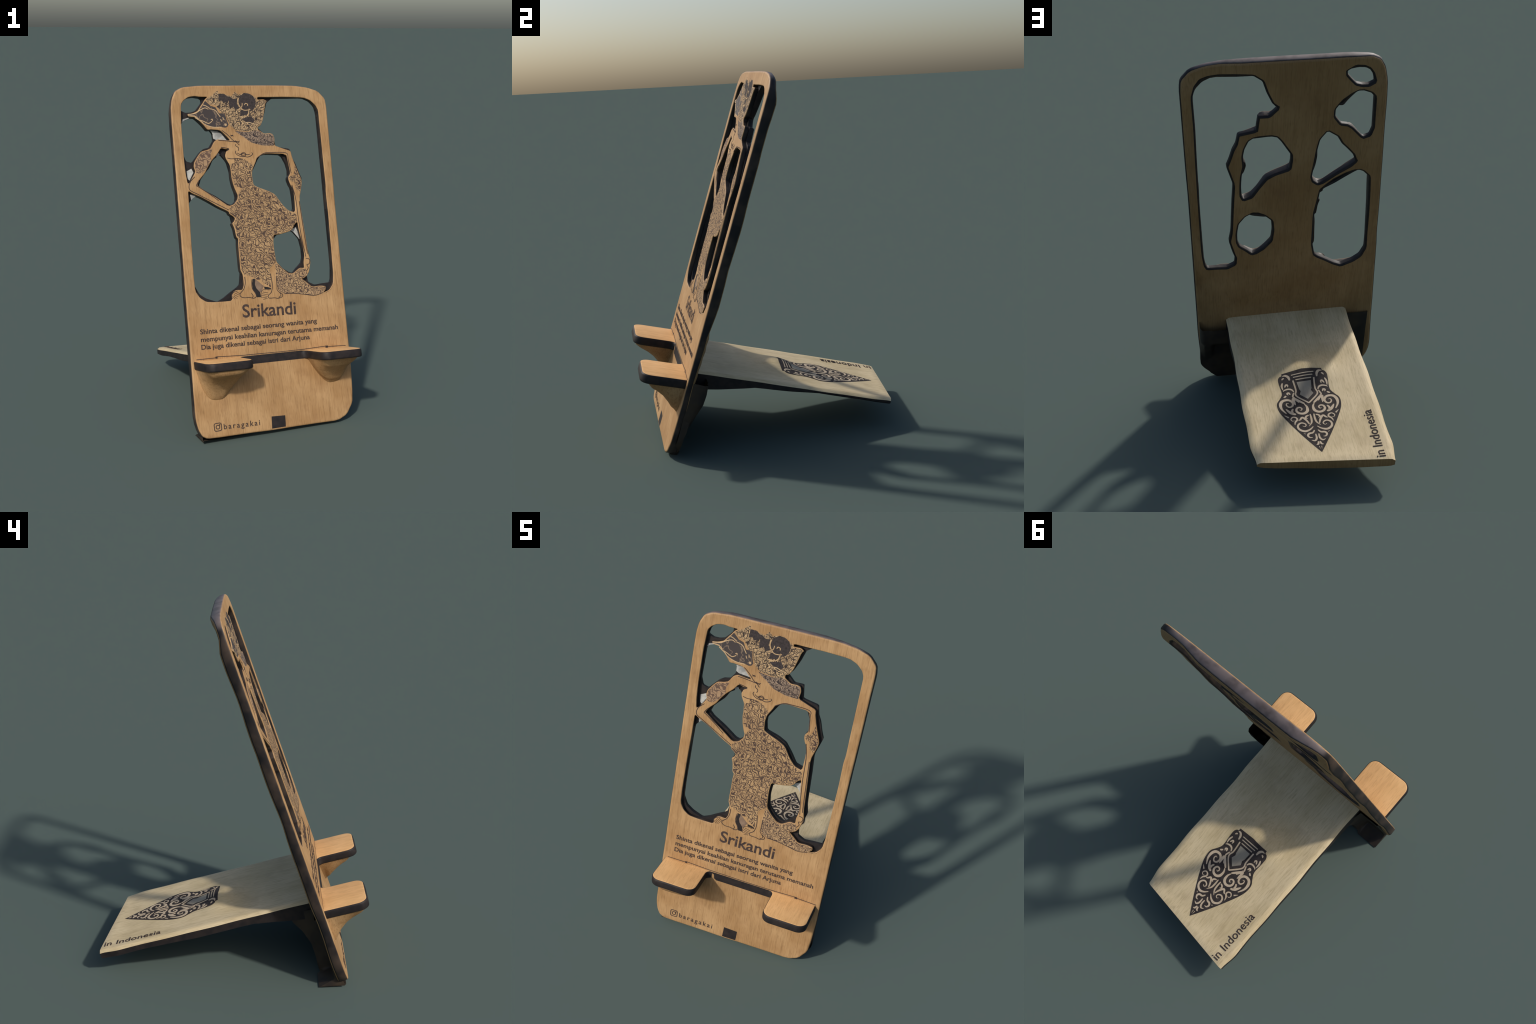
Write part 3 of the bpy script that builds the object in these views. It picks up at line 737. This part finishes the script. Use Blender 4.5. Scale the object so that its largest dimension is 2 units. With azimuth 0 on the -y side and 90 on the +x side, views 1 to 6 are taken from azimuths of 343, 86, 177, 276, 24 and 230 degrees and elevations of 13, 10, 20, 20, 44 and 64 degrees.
# ------------------------------------------------------------------ foot board
def foot_top(s, m):
    t = .487+.0655*m-.025*(s+.05)
    side = smoothstep(min(s+.40, .298-s)/.11)
    t -= .005*side*smoothstep((m-.08)/.12)*smoothstep((1.24-m)/.12)      # dished face
    t += .036*math.exp(-((s+.08)/.13)**2-((m-.57)/.10)**2)               # local swelling under the emblem
    return t
THICK_LEFT = [(.0, .11), (.12, .11), (.2, .10), (.28, .085), (.4, .064), (.55, .064), (.72, .064), (.85, .058), (1.0, .052), (1.27, .056)]
THICK_RIGHT = [(.0, .11), (.12, .105), (.2, .092), (.28, .076), (.4, .054), (.5, .052), (.62, .042), (.76, .030), (1.0, .032), (1.27, .040)]
def lerp_table(tab, x):
    for (a, b), (c, d) in zip(tab, tab[1:]):
        if x <= c: return b+(d-b)*max(0, (x-a)/(c-a))
    return tab[-1][1]

def build_foot():
    A, B = 40, 90
    e = .016
    rows = []
    def end(s): return 1.219-.12*(s+.05)
    def edge(side, m):
        w = .0015*math.sin(9*m+side)+.0015*math.sin(23*m+2*side)
        return (.298+w if side > 0 else -.400+w)-side*.014*smoothstep((m-1.08)/.12)
    top, bot = [], []
    vs = []
    for i in range(B+1):
        u = i/B
        rt, rb = [], []
        for j in range(A+1):
            v = j/A
            s_l, s_r = edge(-1, u*1.2), edge(1, u*1.2)
            s = s_l+(s_r-s_l)*v
            m = .03+(end(s)-.03)*u
            d = min(s-s_l, s_r-s)
            drop = .013*(1-math.sqrt(max(0, 1-(1-min(1, d/.03))**2)))
            de = (1-u)*1.2
            drop += .002*(1-min(1, de/.02))
            tk = lerp_table(THICK_LEFT, m)*(1-v)+lerp_table(THICK_RIGHT, m)*v
            lift = .009*(1-math.sqrt(max(0, 1-(1-min(1, d/.045))**2)))
            t = foot_top(s, m)-drop
            w = .004*mnoise.noise(Vector((s*6, m*6, 3)))
            rt.append((s, t, -m)); belly = .010*math.sin(math.pi*v)*smoothstep((m-.5)/.4)
            rb.append((s, foot_top(s, m)-tk-belly+lift+w, -m))
        top.append(rt); bot.append(rb)
    fs, idx = [], []
    n = A+1
    for r in top: vs += r
    off = len(vs)
    for r in bot: vs += r
    for i in range(B):
        for j in range(A):
            a = i*n+j
            fs.append((a, a+1, a+n+1, a+n)); idx.append(0)
            fs.append((off+a, off+a+n, off+a+n+1, off+a+1)); idx.append(1)
        a = i*n
        fs.append((a, a+n, off+a+n, off+a)); idx.append(1)
        a = i*n+A
        fs.append((a+n, a, off+a, off+a+n)); idx.append(1)
    for j in range(A):
        a = B*n+j
        fs.append((a, a+1, off+a+1, off+a)); idx.append(2)
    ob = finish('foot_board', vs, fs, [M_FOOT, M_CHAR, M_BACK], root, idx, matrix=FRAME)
    smooth_by_angle(ob, 42)
    return ob
foot = build_foot()

def on_foot(s, m, z):
    return (s, foot_top(s, m)+z, -m)

# emblem: a dark spear-head plate with pale scrolls, mirrored about its axis
AXIS = -.043
def emb(x, y, z):
    return on_foot(AXIS+x, y, z)
HALF = [(0,.578),(.108,.584),(.110,.598),(.122,.603),(.132,.622),(.131,.66),(.127,.724),(.144,.761),(.163,.79),(.166,.827),(.155,.873),(.123,.942),(.079,1.025),(.036,1.099),(0,1.158)]
def build_emblem():
    right = [HALF[0]]+spline(HALF[1:], 4)
    poly = [(x, y) for x, y in right]+[(-x, y) for x, y in right[::-1][1:-1]]
    poly = ccw(poly)
    V, F = triangulate([poly], .012, (-.18, .56, .18, 1.18))
    vs, fs = [emb(v.x, v.y, .0010) for v in V], []
    for f in F:
        a, b, c = (V[i] for i in f)
        if inside(poly, (a.x+b.x+c.x)/3, (a.y+b.y+c.y)/3):
            f = tuple(f); fs.append(f if (b-a).cross(c-a) < 0 else f[::-1])
    k = len(vs); m = len(poly)
    vs += [emb(x, y, .0010) for x, y in poly]+[emb(x, y, -.004) for x, y in poly]
    fs += [(k+i, k+(i+1) % m, k+m+(i+1) % m, k+m+i) for i in range(m)]
    plate = finish('emblem', vs, fs, M_BLACK, foot)
    leaf = lambda w: (lambda u: w*max(.12, math.sin(math.pi*min(1, .12+.88*u))**.7))
    tail = lambda w: (lambda u: w*max(.15, (1-u)**.6*min(1, .25+4*u)))
    SCROLLS = [   # (control points, width profile), right half
     ([(.128,.872),(.146,.838),(.148,.805),(.136,.782),(.115,.775),(.095,.781),(.083,.802),(.090,.824),(.107,.828),(.118,.813),(.114,.799),(.104,.802)], tail(.017)),
     ([(.026,.818),(.016,.840),(.019,.869),(.038,.884),(.061,.880),(.074,.862),(.069,.843),(.055,.838),(.044,.848),(.049,.860),(.057,.855)], tail(.016)),
     ([(.024,.815),(.051,.789),(.075,.770),(.074,.80),(.071,.818)], leaf(.014)), ([(.049,.800),(.062,.79)], leaf(.018)),
     ([(.081,.886),(.106,.870),(.126,.839)], leaf(.014)), ([(.089,.843),(.097,.861),(.090,.880)], leaf(.010)),
     ([(.122,.902),(.140,.884)], leaf(.016)),
     ([(.099,.958),(.094,.939),(.081,.923),(.085,.908),(.101,.903),(.113,.917),(.106,.930),(.096,.926)], tail(.010)),
     ([(.010,.982),(.029,1.0),(.055,1.009),(.078,.997),(.087,.977),(.081,.958),(.065,.949),(.049,.956),(.044,.968),(.053,.977),(.062,.970)], tail(.013)),
     ([(.010,.893),(.009,.923),(.013,.953),(.030,.977)], leaf(.009)),
     ([(.026,.963),(.035,.937),(.053,.912),(.067,.926),(.077,.930)], leaf(.010)),
     ([(.018,.900),(.030,.905),(.037,.916),(.027,.924)], leaf(.009)),
     ([(.009,1.008),(.021,1.024),(.039,1.027),(.048,1.040),(.040,1.055),(.026,1.055)], leaf(.010)),
     ([(.008,1.034),(.008,1.062),(.019,1.079),(.036,1.073)], leaf(.009)),
     ([(.004,1.086),(.008,1.103),(.018,1.107)], leaf(.009)), ([(.006,1.118),(.004,1.136)], leaf(.006)), ([(.058,1.028),(.066,1.022)], leaf(.008)),
     ([(.073,.640),(.077,.618),(.090,.603),(.107,.602)], leaf(.012)), ([(.100,.618),(.108,.622),(.112,.630)], leaf(.008)),
     ([(.113,.650),(.120,.672),(.118,.700)], leaf(.009)), ([(.106,.682),(.097,.667),(.089,.671),(.090,.684)], leaf(.009)),
     ([(.064,.722),(.073,.705),(.091,.698),(.111,.703),(.119,.711)], leaf(.009)), ([(.086,.739),(.092,.725),(.101,.730),(.096,.742)], leaf(.009)),
     ([(.066,.728),(.072,.745),(.075,.758),(.065,.762)], leaf(.008)), ([(.108,.744),(.117,.752),(.124,.753)], leaf(.009)),
     ([(.056,.645),(.051,.712),(.058,.738),(.049,.762),(0,.812)], const(.0075)),
    ]
    lines = []
    for p, w in SCROLLS:
        sp = spline(p, 5)
        w = (lambda g: (lambda u: 1.12*g(u)))(w)
        lines.append((sp, w)); lines.append(([(-x, y) for x, y in sp], w))
    for y, h in ((.609, .060), (.626, .052), (.644, .042)):
        lines.append(([(-h, y), (-h/2, y), (0, y), (h/2, y), (h, y)], const(.006)))
    v, f = ribbon(lines, .0011, .0012, emb)
    finish('scroll', v, f, M_SCROLL, plate)['kind'] = 'stuff'
    sh = [(-.038,.660),(.038,.660),(.033,.708),(.027,.722),(.036,.745),(0,.783),(-.036,.745),(-.027,.722),(-.033,.708)]
    V, F = triangulate([ccw(sh)], .012, (-.04, .65, .04, .79))
    fs = []
    for f in F:
        a, b, c = (V[i] for i in f)
        if inside(sh, (a.x+b.x+c.x)/3, (a.y+b.y+c.y)/3):
            f = tuple(f); fs.append(f if (b-a).cross(c-a) < 0 else f[::-1])
    k = len(V); m = len(sh)
    vs = [emb(v.x, v.y, .0022) for v in V]+[emb(x, y, .0022) for x, y in sh]+[emb(x, y, -.001) for x, y in sh]
    fs += [(k+i, k+(i+1) % m, k+m+(i+1) % m, k+m+i) for i in range(m)]
    finish('shield', vs, fs, M_SHIELD, plate)
M_SCROLL = wood('scroll_veneer', (.60, .48, .34), (.54, .42, .285), (.44, .33, .21), along='z')
M_SHIELD = wood('shield_veneer', (.36, .32, .25), (.31, .27, .20), (.25, .21, .15), along='z')
build_emblem()
# lettering that runs from the foot's end towards the panel
lettering('foot_lettering', 'in Indonesia', (0, 0), (.325, -.004), .047, M_INK, foot,
          lambda x, y, z: on_foot(-.343+y, 1.236-x, z+.0012))

# ------------------------------------------------------------------ swept mass behind the lower panel
LEFT_BACK = [(.0, .150), (.10, .150), (.16, .143), (.24, .142), (.33, .165), (.40, .20), (.46, .19)]
RIGHT_BACK = [(.0, .034), (.083, .042), (.184, .066), (.257, .088), (.343, .117), (.40, .121), (.46, .115)]
def block_depth(s, t):
    """How far the rear mass stands behind the front plane; hollows on both sides of the foot."""
    box = lambda v, lo, hi, e: smoothstep((v-lo)/e)*smoothstep((hi-v)/e)
    left = box(s, -.42, -.20, .04)
    right = box(s, .345, .475, .045)
    d = .066+.030*box(s, -.30, .36, .05)*smoothstep((t-.25)/.12)
    d = max(d, .05+(lerp_table(LEFT_BACK, t)-.05)*left, .03+(lerp_table(RIGHT_BACK, t)-.03)*right)
    d = max(d, .06+.062*box(s, .24, .48, .05)*smoothstep((t-.29)/.06))
    if s > .40: d = min(d, lerp_table(RIGHT_BACK, t))
    lip = (1-smoothstep((t-.055)/.03))*smoothstep((-.34-s)/.06)
    d = max(d, .06+.106*lip)
    return d
def build_block():
    A, B = 96, 46
    S0, S1 = -.537, .452
    vs, fs = [], []
    n = A+3
    for i in range(B+1):
        t = .022+.43*i/B
        for j in range(-1, A+2):
            s1 = S1-.14*(1-smoothstep((t+.05)/.2))
            s = S0+(s1-S0)*max(0, min(A, j))/A
            d = block_depth(s, t) if 0 <= j <= A else .03
            vs.append((s, max(t, (.003+.3175*d)/.94825), -d))        # never below the ground
    for i in range(B):
        for j in range(n-1):
            a = i*n+j
            fs.append((a, a+n, a+n+1, a+1))
    k = len(vs)
    for j in range(n):
        vs.append((vs[j][0], .032, -.02))
    for j in range(n-1):
        fs.append((j, j+1, k+j+1, k+j))
    ob = finish('rear_brace', vs, fs, M_BRACE, root, matrix=FRAME)
    smooth_by_angle(ob, 45)
M_BRACE = plain('brace_dark_brown', (.020, .016, .014), (.055, .038, .024), 7, .6, .3)  # near-black brown for the mass behind the lower panel
build_block()
